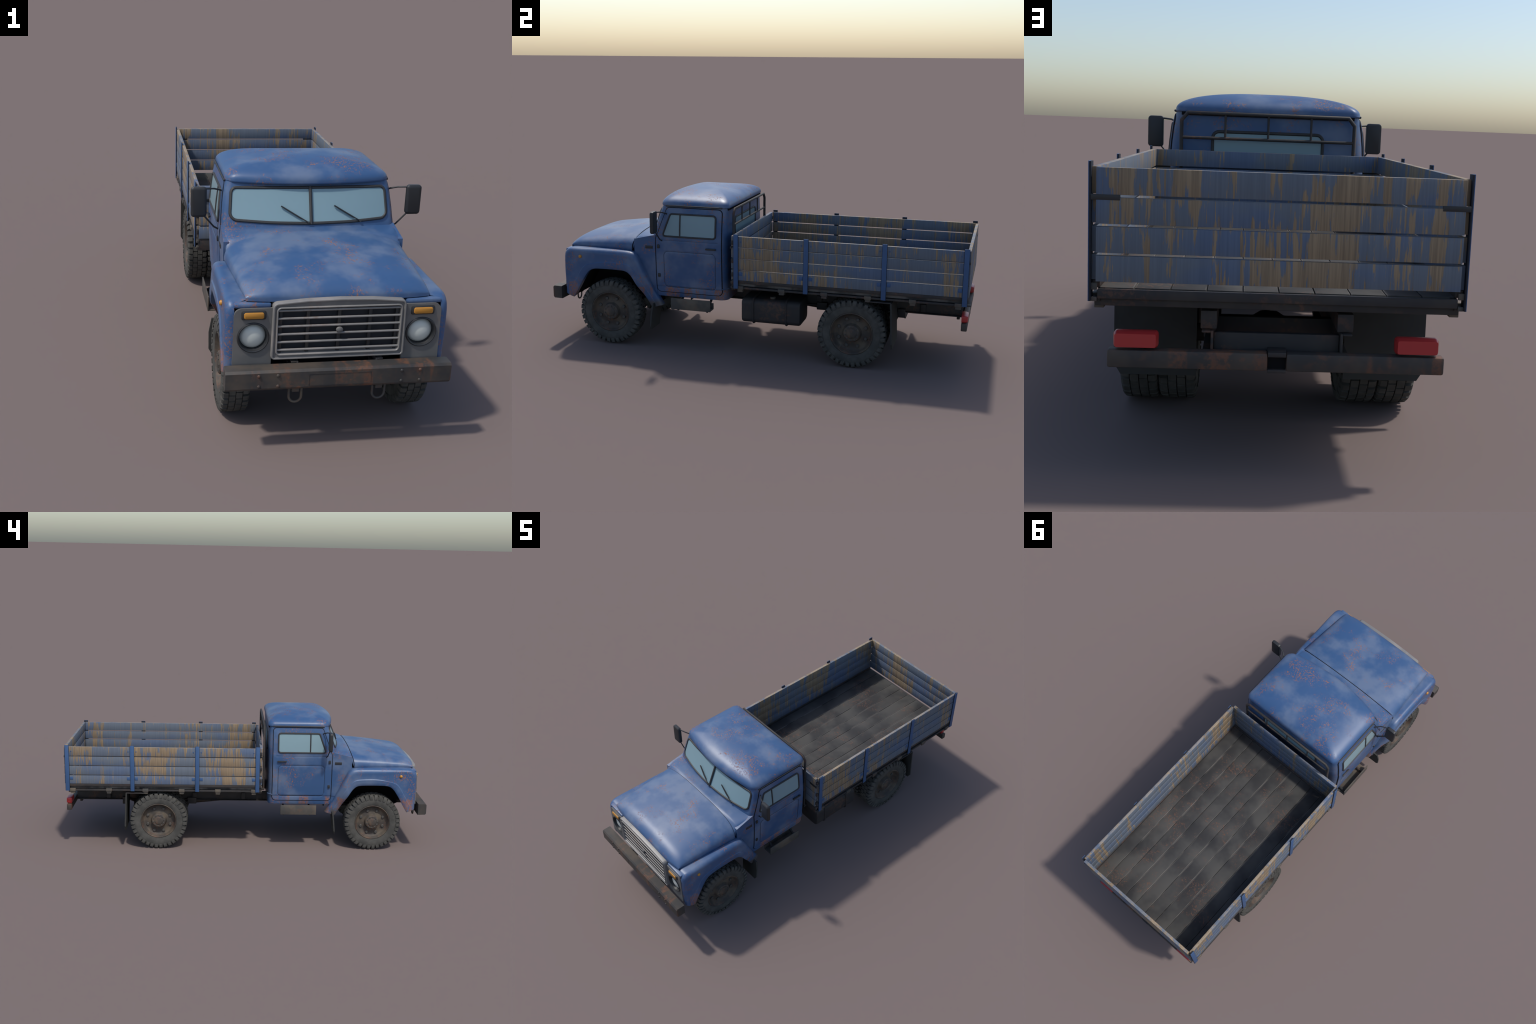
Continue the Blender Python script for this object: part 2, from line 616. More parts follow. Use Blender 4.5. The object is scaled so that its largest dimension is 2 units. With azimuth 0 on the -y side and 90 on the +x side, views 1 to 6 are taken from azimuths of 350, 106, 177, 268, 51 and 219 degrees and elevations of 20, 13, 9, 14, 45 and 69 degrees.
def rr_dist(y, z, y0, y1, z0, z1, r):
    cy, cz = (y0 + y1) / 2, (z0 + z1) / 2
    qy = abs(y - cy) - (y1 - y0) / 2 + r
    qz = abs(z - cz) - (z1 - z0) / 2 + r
    return math.hypot(max(qy, 0), max(qz, 0)) + min(max(qy, qz), 0) - r


def door_disp(y, z):
    d = rr_dist(y, z, -0.4235, -0.1655, 0.2985, 0.4745, 0.022)
    g = -0.0030 * max(0, 1 - abs(d) / 0.0045)
    if -0.437 < y < -0.150:
        g -= 0.0022 * max(0, 1 - abs(z - 0.5275) / 0.004)
    return g


dp_ol = densify(round_poly([(-0.4235, 0.2985), (-0.1655, 0.2985), (-0.1655, 0.4745), (-0.4235, 0.4745)], 0.022, 7), 0.01)
for s in (1, -1):
    mp = side_map if s > 0 else mirror_x(side_map)
    D = panel('door', offset_poly(door_ol, 0.0022), mp, PAINT, 0.0028, 0.005, 0.0042, None, 50, door_disp)
    ring('drawn_door_gap_shadow', door_ol, [(-0.0012, -0.002), (-0.0012, 0.0012), (0.003, 0.0012)], mp, GAP, D)
    ring('door_panel_groove', dp_ol, [(-0.0009, -0.0002), (-0.0007, 0.0012), (0.0007, 0.0012), (0.0009, -0.0002)], mp, GROOVE, D)
    bm = bmesh.new()
    add_tube(bm, [mp(-0.150 - 0.287 * i / 12, 0.5275, 0.0006) for i in range(13)], 0.0011, 6)
    from_bm('door_crease', bm, GROOVE, D, 50)
    W = panel('door_window', offset_poly(win_ol, 0.005), mp, GLASS, 0.0045, 0.003, 0.03, D)
    ring('door_window_seal', win_ol, [(d * 0.85, hh + 0.003) for d, hh in SEALP], mp, RUBBER, D)
    bm = bmesh.new()
    add_tube(bm, [mp(-0.341, z, 0.005) for z in (0.5455, 0.60, 0.656)], 0.0036, 8)
    from_bm('window_divider', bm, RUBBER, D, 50)
    # handle, hinges, vent
    bm = bmesh.new()
    xh = side_half(0.498)
    add_box(bm, s * (xh + 0.006), s * (xh + 0.012), -0.211, -0.160, 0.4945, 0.5025, 0.002)
    add_box(bm, s * (xh), s * (xh + 0.009), -0.206, -0.197, 0.4955, 0.5015, 0.001)
    add_box(bm, s * (xh), s * (xh + 0.009), -0.174, -0.165, 0.4955, 0.5015, 0.001)
    from_bm('door_handle', bm, BLACKM, D)
    for z in (0.4965, 0.3555):
        x = side_half(z)
        box('door_hinge', s * (x - 0.002), s * (x + 0.008), -0.4555, -0.4435, z - 0.009, z + 0.009, BLACKM, D, 0.002)
    # sill ridge strip running under the door
    bm = bmesh.new()
    for y0, y1 in ((-0.136, -0.112), ):
        p = [Vector(mp(y, 0.305, 0.0015)) for y in (y0, (y0 + y1) / 2, y1)]
        add_tube(bm, p, 0.0035, 8)
    from_bm('sill_ridge', bm, PAINT, None, 50)

# ------------------------------------------------------------------ cowl, side panels, hood
HB = 0.470


def hood_w(y):
    return lerp(0.301, 0.279, (-0.588 - y) / (0.916 - 0.588)) if y < -0.588 else 0.301


def hood_crown(y):
    return interp(-y, [(0.50, 0.562), (0.575, 0.554), (0.66, 0.5450), (0.76, 0.5335), (0.85, 0.5205), (0.93, 0.507)])


def nose(y):
    t = max(0.0, min(1.0, (-0.860 - y) / 0.071))
    return (1 - t ** 2.3) ** (1 / 2.3)


def hood_sec(t, y, n=2.8):
    """point of the hood cross-section; t from 0 (right edge) to pi (left edge)"""
    c, s = math.cos(t), math.sin(t)
    x = hood_w(y) * math.copysign(abs(c) ** (2 / n), c)
    z = HB + (hood_crown(y) - HB) * nose(y) * abs(s) ** (2 / n)
    return x, z


def build_hood():
    v, f = [], []
    NX = 60
    ys = [-0.588 - (0.860 - 0.588) * i / 22 for i in range(22)] + [-0.860 - 0.071 * math.sin(i / 16 * math.pi / 2) for i in range(17)]
    # rear edge lip goes down first
    rows = []
    for k, y in enumerate([None] + ys):
        lip = y is None
        yy = ys[0] if lip else y
        row = []
        for i in range(NX + 1):
            t = math.pi * i / NX
            x, z = hood_sec(t, yy)
            u = abs(x) / hood_w(yy)
            dy = 0.0145 * (1 - u ** 6) * sstep(-0.70, -0.588, yy) + 0.0145 * u ** 5 * sstep(-0.86, -0.931, yy)
            if lip:
                x *= 0.985
                z -= 0.006
            row.append((x, yy + dy, z))
        # lower side lips
        e0, e1 = row[0], row[-1]
        row = [(e0[0] - 0.004, e0[1], e0[2] - 0.006)] + row + [(e1[0] + 0.004, e1[1], e1[2] - 0.006)]
        rows.append(row)
    # nose lip: down and back
    last = rows[-1]
    rows.append([(x * 0.999, y - 0.0005, z - 0.008) for x, y, z in last])
    rows.append([(x * 0.99, y + 0.012, z - 0.008) for x, y, z in last])
    n = len(rows[0])
    for R in rows:
        v += R
    for k in range(len(rows) - 1):
        for i in range(n - 1):
            f.append((k * n + i, k * n + i + 1, (k + 1) * n + i + 1, (k + 1) * n + i))
    return from_data('hood', v, f, PAINT, None, 40)


HOOD = build_hood()


def build_cowl():
    """sheet between the hood's rear edge and the windshield foot"""
    v, f = [], []
    NX, NY = 60, 8
    for k in range(NY + 1):
        t = k / NY
        for i in range(NX + 1):
            a = math.pi * i / NX
            x0, z0 = hood_sec(a, -0.588)
            u = abs(x0) / 0.301
            y0 = -0.588 + 0.0145 * (1 - u ** 6) + 0.0025
            z0 -= 0.002
            c = math.cos(a)
            x1 = 0.292 * math.copysign(abs(c) ** 0.86, c)
            z1 = 0.554 - 0.008 * (abs(x1) / 0.292) ** 2
            if abs(x1) > 0.28:
                z1 -= 0.0
            y1 = front_y(x1, z1) + 0.004
            # blend: the edge drops down to the fender only near the seam
            q = t ** 0.28
            xx = lerp(x0 * 0.985, x1, q)
            v.append((xx, lerp(y0, y1, t), lerp(z0, z1, q)))
    n = NX + 1
    for k in range(NY):
        for i in range(NX):
            f.append((k * n + i, k * n + i + 1, (k + 1) * n + i + 1, (k + 1) * n + i))
    return from_data('cowl', v, f, PAINT, None, 50)


build_cowl()
# thin dark seam between hood and cowl
bm = bmesh.new()
pts = []
for i in range(61):
    x0, z0 = hood_sec(math.pi * i / 60, -0.588)
    u = abs(x0) / 0.301
    pts.append((x0 * 0.988, -0.588 + 0.0145 * (1 - u ** 6) + 0.0012, z0 - 0.0032))
add_tube(bm, pts, 0.0026, 6)
from_bm('hood_seam', bm, GAP, HOOD, 60)

for s in (1, -1):
    # cowl side panel: wedge running forward from the door pillar, with a flat top edge
    prof = [(-0.467, 0.256), (-0.467, 0.549), (-0.482, 0.5465), (-0.574, 0.5255), (-0.574, 0.44), (-0.56, 0.40), (-0.50, 0.256)]
    v = []
    for y, z in prof:
        v.append((s * (side_half(z) + 0.0012), y, z))
    for y, z in prof:
        v.append((s * (side_half(z) - 0.016), y, z))
    n = len(prof)
    f = [tuple(range(n)), tuple(range(n, 2 * n))] + [(i, (i + 1) % n, n + (i + 1) % n, n + i) for i in range(n)]
    bm = bmesh.new()
    vs = [bm.verts.new(p) for p in v]
    for q in f:
        bm.faces.new([vs[i] for i in q])
    bmesh.ops.recalc_face_normals(bm, faces=bm.faces)
    # follow the curved cab side
    for zc in (0.30, 0.3005, 0.308, 0.355, 0.43, 0.50):
        bmesh.ops.bisect_plane(bm, geom=bm.verts[:] + bm.edges[:] + bm.faces[:], dist=1e-7, plane_co=(0, 0, zc), plane_no=(0, 0, 1))
    for q in bm.verts:
        if abs(q.co.x) > side_half(q.co.z) - 0.010:
            q.co.x = s * (side_half(q.co.z) + 0.0012)
    CP = from_bm('cowl_panel', bm, PAINT, None, 35)
    x = side_half(0.489)
    box('vent', s * (x - 0.001), s * (x + 0.0035), -0.517, -0.479, 0.4825, 0.4965, BLACKM, CP, 0.0012)

# ------------------------------------------------------------------ fenders
ARCH = [(-0.491, 0.192), (-0.525, 0.258), (-0.567, 0.331), (-0.582, 0.353), (-0.598, 0.367), (-0.618, 0.3735), (-0.70, 0.375), (-0.768, 0.3735),
        (-0.790, 0.366), (-0.808, 0.351), (-0.832, 0.315), (-0.858, 0.268), (-0.884, 0.223)]
OUTL = [(-0.433, 0.206), (-0.474, 0.270), (-0.541, 0.420), (-0.553, 0.443), (-0.570, 0.460), (-0.595, 0.4665), (-0.70, 0.4675), (-0.885, 0.4675),
        (-0.912, 0.463), (-0.928, 0.450), (-0.934, 0.43), (-0.9355, 0.35), (-0.931, 0.240)]


def resample(p, n, keys):
    """sample a polyline so that both paths advance together by key parameter"""
    out = []
    m = len(p) - 1
    for i in range(n + 1):
        t = i / n * m
        k = min(int(t), m - 1)
        out.append(Vector(p[k]).lerp(Vector(p[k + 1]), t - k))
    return out


def smooth_path(P, it=3):
    for _ in range(it):
        P = [P[0]] + [(P[i - 1] + P[i] * 2 + P[i + 1]) / 4 for i in range(1, len(P) - 1)] + [P[-1]]
    return P


def build_fender(s):
    N = 96
    A = smooth_path(resample(ARCH, N, None), 10)
    O = smooth_path(resample(OUTL, N, None), 10)
    rows = []
    for a, o in zip(A, O):
        d = o - a
        L = d.length
        d.normalize()
        tail = sstep(0.40, 0.19, o.y) if o.x > -0.65 else 0.0
        xm = 0.338 - 0.042 * tail
        fl = min(0.036, L * 0.5)
        row = [(0.300 - 0.03 * tail, a + d * 0.004), (xm + 0.001, a), (xm + 0.0035, a + d * 0.003), (xm + 0.0038, a + d * fl * 0.5), (xm + 0.0040, a + d * (fl * 0.9 - 0.002)), (xm + 0.0040, a + d * fl * 0.9), (xm + 0.0006, a + d * (fl * 0.9 + 0.0028)), (xm + 0.0002, a + d * (fl * 0.9 + 0.006))]
        R = min(0.023, L * 0.35)
        row.append((xm, o - d * R * 1.15))
        for k in range(7):
            t = k / 6 * math.pi / 2
            row.append((xm - R + R * math.cos(t), o - d * R + d * R * math.sin(t)))
        row.append((lerp(0.27, 0.312, sstep(-0.905, -0.925, o.x)), o))
        rows.append([(s * x, p.x, p.y) for x, p in row])
    n = len(rows[0])
    v = [p for R in rows for p in R]
    f = []
    for k in range(len(rows) - 1):
        for i in range(n - 1):
            f.append((k * n + i, k * n + i + 1, (k + 1) * n + i + 1, (k + 1) * n + i))
    f.append(tuple(range(n)))
    f.append(tuple(range((len(rows) - 1) * n, len(rows) * n)))
    F = from_data('fender', v, f, PAINT, None, 45)
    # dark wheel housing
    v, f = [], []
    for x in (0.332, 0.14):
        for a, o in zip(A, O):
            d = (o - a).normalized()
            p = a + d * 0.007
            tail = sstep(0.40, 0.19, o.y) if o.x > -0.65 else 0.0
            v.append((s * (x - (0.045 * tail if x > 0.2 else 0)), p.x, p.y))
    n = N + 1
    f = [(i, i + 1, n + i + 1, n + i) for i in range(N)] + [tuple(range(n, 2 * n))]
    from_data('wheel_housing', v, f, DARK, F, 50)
    # amber side marker
    bm = bmesh.new()
    lathe(bm, [(0.0, 0.0085), (0.003, 0.0085), (0.006, 0.0065), (0.008, 0.0035), (0.0085, 0)], 20)
    for q in bm.verts:
        q.co = Vector((s * (0.3375 + q.co.x), -0.844 + q.co.y, 0.428 + q.co.z))
    from_bm('marker_lamp', bm, AMBER, F, 50)
    return F


for s in (1, -1):
    build_fender(s)

# ------------------------------------------------------------------ front end
def ray_pt(poly, a, c=Vector((0, 0.375))):
    """where the ray from c at angle a leaves the outline"""
    d = Vector((math.cos(a), math.sin(a)))
    best = None
    for i in range(len(poly)):
        p = Vector(poly[i - 1]) - c
        e = Vector(poly[i]) - c - p
        den = d.x * e.y - d.y * e.x
        if abs(den) < 1e-12:
            continue
        t = (p.x * e.y - p.y * e.x) / den
        u = (p.x * d.y - p.y * d.x) / den
        if t > 0 and -1e-6 <= u <= 1 + 1e-6:
            best = t if best is None else min(best, t)
    return c + d * best


fr = lambda x, z, h: (x, -0.934 - h, z)
for s in (1, -1):
    box('fascia', s * 0.203, s * 0.3135, -0.9335, -0.88, 0.444, 0.4590, PAINT, None, 0.006)
    box('fascia', s * 0.196, s * 0.314, -0.905, -0.88, 0.262, 0.444, DARK, None, 0.002)
    mp = (lambda s: (lambda x, z, h: (s * x, -0.933 - h, z)))(s)
    ol = densify(round_poly([(0.200, 0.264), (0.316, 0.264), (0.313, 0.446), (0.200, 0.446)], [0.0, 0.004, 0.024, 0.0], 7), 0.02)
    # panel with a round opening: strips fan out from the lamp centre to the outline
    HC = Vector((0.2555, 0.354))
    na = 72
    A2 = sorted([2 * math.pi * i / na for i in range(na)] + [math.atan2(p[1] - HC.y, p[0] - HC.x) % (2 * math.pi) for p in ol])
    bm = bmesh.new()
    rows = []
    for kind in ('skirt', 'edge', 'hole', 'tube'):
        row = []
        for a in A2:
            if kind in ('skirt', 'edge'):
                q = ray_pt(ol, a, HC)
            else:
                q = HC + Vector((math.cos(a), math.sin(a))) * 0.044
            row.append(bm.verts.new(mp(q.x, q.y, {'skirt': -0.003, 'edge': 0.005, 'hole': 0.005, 'tube': -0.02}[kind])))
        rows.append(row)
    for A_, B_ in zip(rows, rows[1:]):
        for i in range(len(A2)):
            j = (i + 1) % len(A2)
            bm.faces.new((A_[i], A_[j], B_[j], B_[i]))
    bmesh.ops.remove_doubles(bm, verts=bm.verts, dist=1e-6)
    P = from_bm('headlamp_panel', bm, GREY, None, 30)
    # lamp bezel (deep bucket) and lens
    bm = bmesh.new()
    lathe(bm, [(0.004, 0.0485), (0.008, 0.0475), (0.0095, 0.045), (0.008, 0.0425), (-0.010, 0.0395), (-0.016, 0.036)], 40)
    for q in bm.verts:
        q.co = Vector((s * (0.2555 + q.co.y), -0.933 - q.co.x, 0.354 + q.co.z))
    from_bm('headlamp_bezel', bm, BLACKM, P, 40)
    bm = bmesh.new()
    lathe(bm, [(-0.012, 0.0395), (-0.008, 0.0375), (-0.002, 0.030), (0.002, 0.019), (0.0035, 0.009), (0.004, 0)], 36)
    for q in bm.verts:
        q.co = Vector((s * (0.2555 + q.co.y), -0.933 - q.co.x, 0.354 + q.co.z))
    from_bm('headlamp_lens', bm, LENS, P, 50)
    box('turn_signal_frame', s * 0.2185, s * 0.292, -0.9435, -0.93, 0.4105, 0.4395, BLACKM, P, 0.006)
    bm = bmesh.new()
    ol = round_poly([(0.2255, 0.4160), (0.2850, 0.4160), (0.2850, 0.4355), (0.2255, 0.4355)], 0.006, 4)
    v0 = [bm.verts.new(mp(x, z, 0.009)) for x, z in ol]
    v1 = [bm.verts.new(mp(x, z, 0.0125)) for x, z in offset_poly(ol, 0.0004)]
    v2 = [bm.verts.new(mp(x, z, 0.014)) for x, z in offset_poly(ol, 0.0025)]
    for A_, B_ in ((v0, v1), (v1, v2)):
        for i in range(len(ol)):
            j = (i + 1) % len(ol)
            bm.faces.new((A_[i], A_[j], B_[j], B_[i]))
    bm.faces.new(v2)
    from_bm('turn_signal', bm, AMBER, P, 40)

# grille: outer frame with crowned top, inner moulding, bars, posts, badge


def gmap(x, z, h):
    return (x, -0.9405 - h, z)


g_out = densify(round_poly([(-0.203, 0.284), (0.203, 0.284), (0.200, 0.463), (0.10, 0.4715), (0.0, 0.474), (-0.10, 0.4715), (-0.200, 0.463)],
                           [0.012, 0.012, 0.016, 0.05, 0, 0.05, 0.016], 6), 0.02)
g_in = densify(round_poly([(-0.188, 0.299), (0.188, 0.299), (0.188, 0.450), (-0.188, 0.450)], 0.012, 6), 0.02)
bm = bmesh.new()
G = ring('grille', g_out, [(0.0, -0.030), (0.0, 0.006), (0.002, 0.0095), (0.005, 0.0095), (0.007, 0.0065)], gmap, CHROME)
# flat grey field between the outer and inner mouldings
bm = bmesh.new()
no = offset_poly(g_out, 0.006)
NA = 160


angs = sorted([2 * math.pi * i / NA for i in range(NA)] + [math.atan2(sz * 0.0755, sx * 0.188) % (2 * math.pi) for sx in (1, -1) for sz in (1, -1)])
ra = [bm.verts.new(gmap(*ray_pt(no, a), 0.0065)) for a in angs]
rb = [bm.verts.new(gmap(*ray_pt(offset_poly(g_in, -0.001), a), 0.0055)) for a in angs]
for i in range(len(angs)):
    j = (i + 1) % len(angs)
    bm.faces.new((ra[i], ra[j], rb[j], rb[i]))
from_bm('grille_field', bm, GREY, G, 40)
ring('grille_moulding', offset_poly(g_in, -0.002), [(0.0, 0.003), (0.0005, 0.0085), (0.002, 0.0105), (0.004, 0.0105), (0.006, 0.008), (0.0065, -0.025)], gmap, CHROME, G)
for z in (0.4395, 0.4145, 0.3895, 0.3645, 0.3395, 0.3145):
    bm = bmesh.new()
    add_tube(bm, [gmap(x / 10 * 0.188, z, 0.0045) for x in range(-10, 11)], 0.0036, 8)
    from_bm('grille_bar', bm, CHROME, G, 50)
for x in (-0.176, -0.094, 0, 0.094, 0.176):
    p = gmap(x, 0.375, -0.0035)
    box('grille_post', x - 0.005, x + 0.005, p[1] - 0.003, p[1] + 0.003, 0.30, 0.449, FRAME, G, 0.001)
bm = bmesh.new()
lathe(bm, [(0.0, 0.0105), (0.004, 0.0105), (0.006, 0.008), (0.007, 0)], 24)
for q in bm.verts:
    q.co = Vector((q.co.y, gmap(0, 0, 0.0065)[1] - q.co.x, 0.3755 + q.co.z * 0.85))
from_bm('grille_badge', bm, GREY, G, 50)
# radiator behind the bars and dark engine bay
RAD = mat_flat('radiator_core', (0.012, 0.014, 0.019), 0.7)
box('radiator', -0.196, 0.196, -0.9290, -0.90, 0.288, 0.458, RAD, None, 0)
box('engine_bay', -0.15, 0.15, -0.90, -0.52, 0.24, 0.468, DARK, None, 0)

# bumper
bm = bmesh.new()
sec = [(-0.949, 0.272), (-0.990, 0.273), (-0.9965, 0.266), (-0.9965, 0.217), (-0.991, 0.2095), (-0.949, 0.2085)]
sx = [(-0.342, 0.004), (-0.3385, 0.0), (0.3385, 0.0), (0.342, 0.004)]
rows = []
for x, ins in sx:
    rows.append([bm.verts.new((x, lerp(y, -0.97, ins * 12), lerp(z, 0.24, ins * 12))) for y, z in sec])
for A_, B_ in zip(rows, rows[1:]):
    for i in range(len(sec)):
        j = (i + 1) % len(sec)
        bm.faces.new((A_[i], A_[j], B_[j], B_[i]))
bm.faces.new(rows[0])
bm.faces.new(rows[-1])
BUM = from_bm('bumper', bm, BUMP, None, 30)
for x in (-0.2437, -0.187, 0.187, 0.2437):
    for z in (0.2572, 0.2235):
        bm = bmesh.new()
        lathe(bm, [(0, 0.0052), (0.002, 0.005), (0.0035, 0.0035), (0.004, 0)], 12)
        for q in bm.verts:
            q.co = Vector((x + q.co.y, -0.9963 - q.co.x, z + q.co.z))
        from_bm('bumper_bolt', bm, BUMP, BUM, 40)
pm = lambda x, z, h: (x, -0.9965 - h, z)
ring('plate_recess', densify(round_poly([(-0.0945, 0.2205), (0.0945, 0.2205), (0.0945, 0.2582), (-0.0945, 0.2582)], 0.001, 2), 0.03), [(0, -0.001), (0, 0.0008), (0.0012, 0.0008), (0.0012, -0.001)], pm, FRAME, BUM)
for s in (1, -1):
    bm = bmesh.new()
    x = s * 0.128
    pts = [(x - 0.019, -0.967, 0.208), (x - 0.019, -0.967, 0.172)]
    for k in range(1, 10):
        t = math.pi * k / 10
        pts.append((x - 0.019 * math.cos(t), -0.967, 0.172 - 0.019 * math.sin(t)))
    pts += [(x + 0.019, -0.967, 0.172), (x + 0.019, -0.967, 0.208)]
    add_tube(bm, pts, 0.0038, 8)
    add_box(bm, x - 0.011, x + 0.011, -0.973, -0.950, 0.188, 0.209, 0.002)
    from_bm('tow_hook', bm, STEP, BUM, 50)
    box('bumper_bracket', s * 0.11, s * 0.145, -0.95, -0.86, 0.222, 0.262, FRAME, BUM, 0.002)

# ------------------------------------------------------------------ mirrors
for s in (1, -1):
    bm = bmesh.new()
    ol = round_poly([(0.3445, 0.572), (0.397, 0.572), (0.397, 0.6755), (0.3445, 0.6755)], 0.011, 5)
    rows = []
    for ins, y in ((0.006, -0.4335), (0.001, -0.4355), (0.0, -0.439), (0.0, -0.448), (0.003, -0.4515), (0.009, -0.453)):
        rows.append([bm.verts.new((s * x, y, z)) for x, z in offset_poly(ol, ins)])
    n = len(ol)
    for A_, B_ in zip(rows, rows[1:]):
        for i in range(n):
            j = (i + 1) % n
            bm.faces.new((A_[i], A_[j], B_[j], B_[i]))
    bm.faces.new(rows[0])
    bm.faces.new(rows[-1])
    M = from_bm('mirror', bm, BLACKM, None, 40)
    tube('mirror_arm', [(s * 0.288, -0.408, 0.6515), (s * 0.297, -0.413, 0.656), (s * 0.318, -0.43, 0.665), (s * 0.350, -0.442, 0.668)], 0.0030, BLACKM, M, 8)
    tube('mirror_arm', [(s * 0.302, -0.431, 0.524), (s * 0.318, -0.436, 0.534), (s * 0.355, -0.443, 0.578)], 0.0030, BLACKM, M, 8)

# ------------------------------------------------------------------ steps under the doors
for s in (1, -1):
    bm = bmesh.new()
    add_box(bm, s * 0.324, s * 0.3285, -0.381, -0.1825, 0.2000, 0.2545, 0.001)
    add_box(bm, s * 0.272, s * 0.324, -0.379, -0.1845, 0.2000, 0.2055, 0.001)
    add_box(bm, s * 0.272, s * 0.276, -0.379, -0.1845, 0.2055, 0.2300, 0.001)
    ST = from_bm('step', bm, STEP, None, 40)
    for y in (-0.345, -0.20):
        bm = bmesh.new()
        add_tube(bm, [(s * 0.325, y, 0.199), (s * 0.23, y, 0.262)], 0.006, 6)
        from_bm('step_bracket', bm, FRAME, ST, 40)

# ------------------------------------------------------------------ wheels
TW = 0.0435


def tyre_mesh():
    bm = bmesh.new()
    half = [(0.030, 0.0965), (0.0375, 0.100), (0.0412, 0.112), (0.0415, 0.128), (0.0385, 0.141), (0.0350, 0.1475), (0.02, 0.1495), (0.0, 0.150)]
    prof = half + [(-x, r) for x, r in half[-2::-1]] + [(-0.022, 0.094), (0.022, 0.094), half[0]]
    lathe(bm, prof, 72)
    bmesh.ops.remove_doubles(bm, verts=bm.verts, dist=1e-6)
    me = bpy.data.meshes.new('tyre')
    bmesh.ops.recalc_face_normals(bm, faces=bm.faces)
    bm.to_mesh(me)
    bm.free()
    return me


def tread_mesh():
    bm = bmesh.new()
    NL = 36
    pitch = 2 * math.pi / NL

    def block(poly, a0, a1, top=0.0):
        cols = []
        for a, k in ((a0, 0), (lerp(a0, a1, 0.5), 1), (a1, 0)):
            cols.append([bm.verts.new((x, r * math.cos(a), r * math.sin(a))) for x, r in poly])
        n = len(poly)
        for A_, B_ in zip(cols, cols[1:]):
            for i in range(n):
                j = (i + 1) % n
                bm.faces.new((A_[i], A_[j], B_[j], B_[i]))
        bm.faces.new(cols[0])
        bm.faces.new(cols[-1])
    R = 0.158
    sh = [(0.0215, 0.147), (0.0215, R - 0.0008), (0.0225, R), (0.036, R - 0.0012), (0.0405, R - 0.005), (0.0436, 0.1425), (0.0430, 0.1335), (0.034, 0.136)]
    mid = [(0.001, 0.147), (0.001, R - 0.0006), (0.002, R), (0.0185, R), (0.0195, R - 0.0006), (0.0195, 0.147)]
    for i in range(NL):
        a = i * pitch
        block(sh, a, a + pitch * 0.66)
        block([(-x, r) for x, r in sh], a + pitch * 0.5, a + pitch * 1.16)
        block(mid, a + pitch * 0.42, a + pitch * 1.27)
        block([(-x, r) for x, r in mid], a - 0.02, a + pitch * 0.85 - 0.02)
    bmesh.ops.recalc_face_normals(bm, faces=bm.faces)
    me = bpy.data.meshes.new('tread')
    bm.to_mesh(me)
    bm.free()
    return me


def rim_mesh(dx=0.0):
    bm = bmesh.new()
    lathe(bm, [(0.036, 0.0985), (0.0375, 0.0955), (0.034, 0.0925), (0.022 + dx * 0.5, 0.089), (0.012 + dx, 0.084), (0.0075 + dx, 0.077), (0.0090 + dx, 0.060), (0.0110 + dx, 0.048), (0.012 + dx, 0.0425)], 56)
    lathe(bm, [(-0.033, 0.098), (-0.034, 0.094), (-0.02, 0.089), (-0.006, 0.084), (0.002, 0.077), (0.004, 0.048), (0.003, 0.0)], 40)
    bmesh.ops.recalc_face_normals(bm, faces=bm.faces)
    me = bpy.data.meshes.new('wheel')
    bm.to_mesh(me)
    bm.free()
    return me


def hub_mesh():
    bm = bmesh.new()
    lathe(bm, [(0.010, 0.045), (0.014, 0.0435), (0.018, 0.0400), (0.029, 0.0385), (0.0315, 0.0368), (0.0325, 0.0345), (0.0325, 0.0245), (0.0345, 0.022), (0.0365, 0.014), (0.037, 0)], 40)
    bmesh.ops.recalc_face_normals(bm, faces=bm.faces)
    me = bpy.data.meshes.new('hub')
    bm.to_mesh(me)
    bm.free()
    return me


def nut_mesh(r, h, seg=6):
    bm = bmesh.new()
    lathe(bm, [(0, r), (h * 0.8, r), (h, r * 0.75), (h, 0)], seg)
    bmesh.ops.recalc_face_normals(bm, faces=bm.faces)
    me = bpy.data.meshes.new('nut')
    bm.to_mesh(me)
    bm.free()
    return me


MT, MTR, MR, MRF, MH, ML, MB = tyre_mesh(), tread_mesh(), rim_mesh(), rim_mesh(0.006), hub_mesh(), nut_mesh(0.0085, 0.008, 8), nut_mesh(0.0037, 0.003, 8)


def wheel(x, y, flip, outer=True, front=False):
    dx = 0.006 if front else 0.0
    W = link('wheel', MRF if front else MR, RIM, None, 40)
    W.location = (x, y, 0.158)
    W.rotation_euler = (random.uniform(-0.3, 0.3) if not outer else 0.2, 0, math.pi if flip else 0)
    if front:
        W.scale = (1.05, 1, 1)
    link('tyre', MT, TYRE, W, 40)
    link('tread', MTR, TYRE, W, 30, 'stuff')
    if outer:
        h = link('hub', MH, RIM, W, 35)
        h.location = (dx * 0.7, 0, 0)
        for i in range(8):
            a = 2 * math.pi * (i + 0.5) / 8 - 0.2
            o = link('lug_nut', ML, NUT, W, 30)
            o.location = (0.007 + dx, 0.0665 * math.cos(a), 0.0665 * math.sin(a))
        for i in range(10):
            a = 2 * math.pi * i / 10
            o = link('hub_bolt', MB, NUT, W, 30)
            o.location = (0.0322 + dx * 0.7, 0.0295 * math.cos(a), 0.0295 * math.sin(a))


for s in (1, -1):
    wheel(s * 0.2880, -0.699, s < 0, True, True)
    wheel(s * 0.2955, 0.492, s < 0)
    wheel(s * 0.2095, 0.492, s < 0, False)

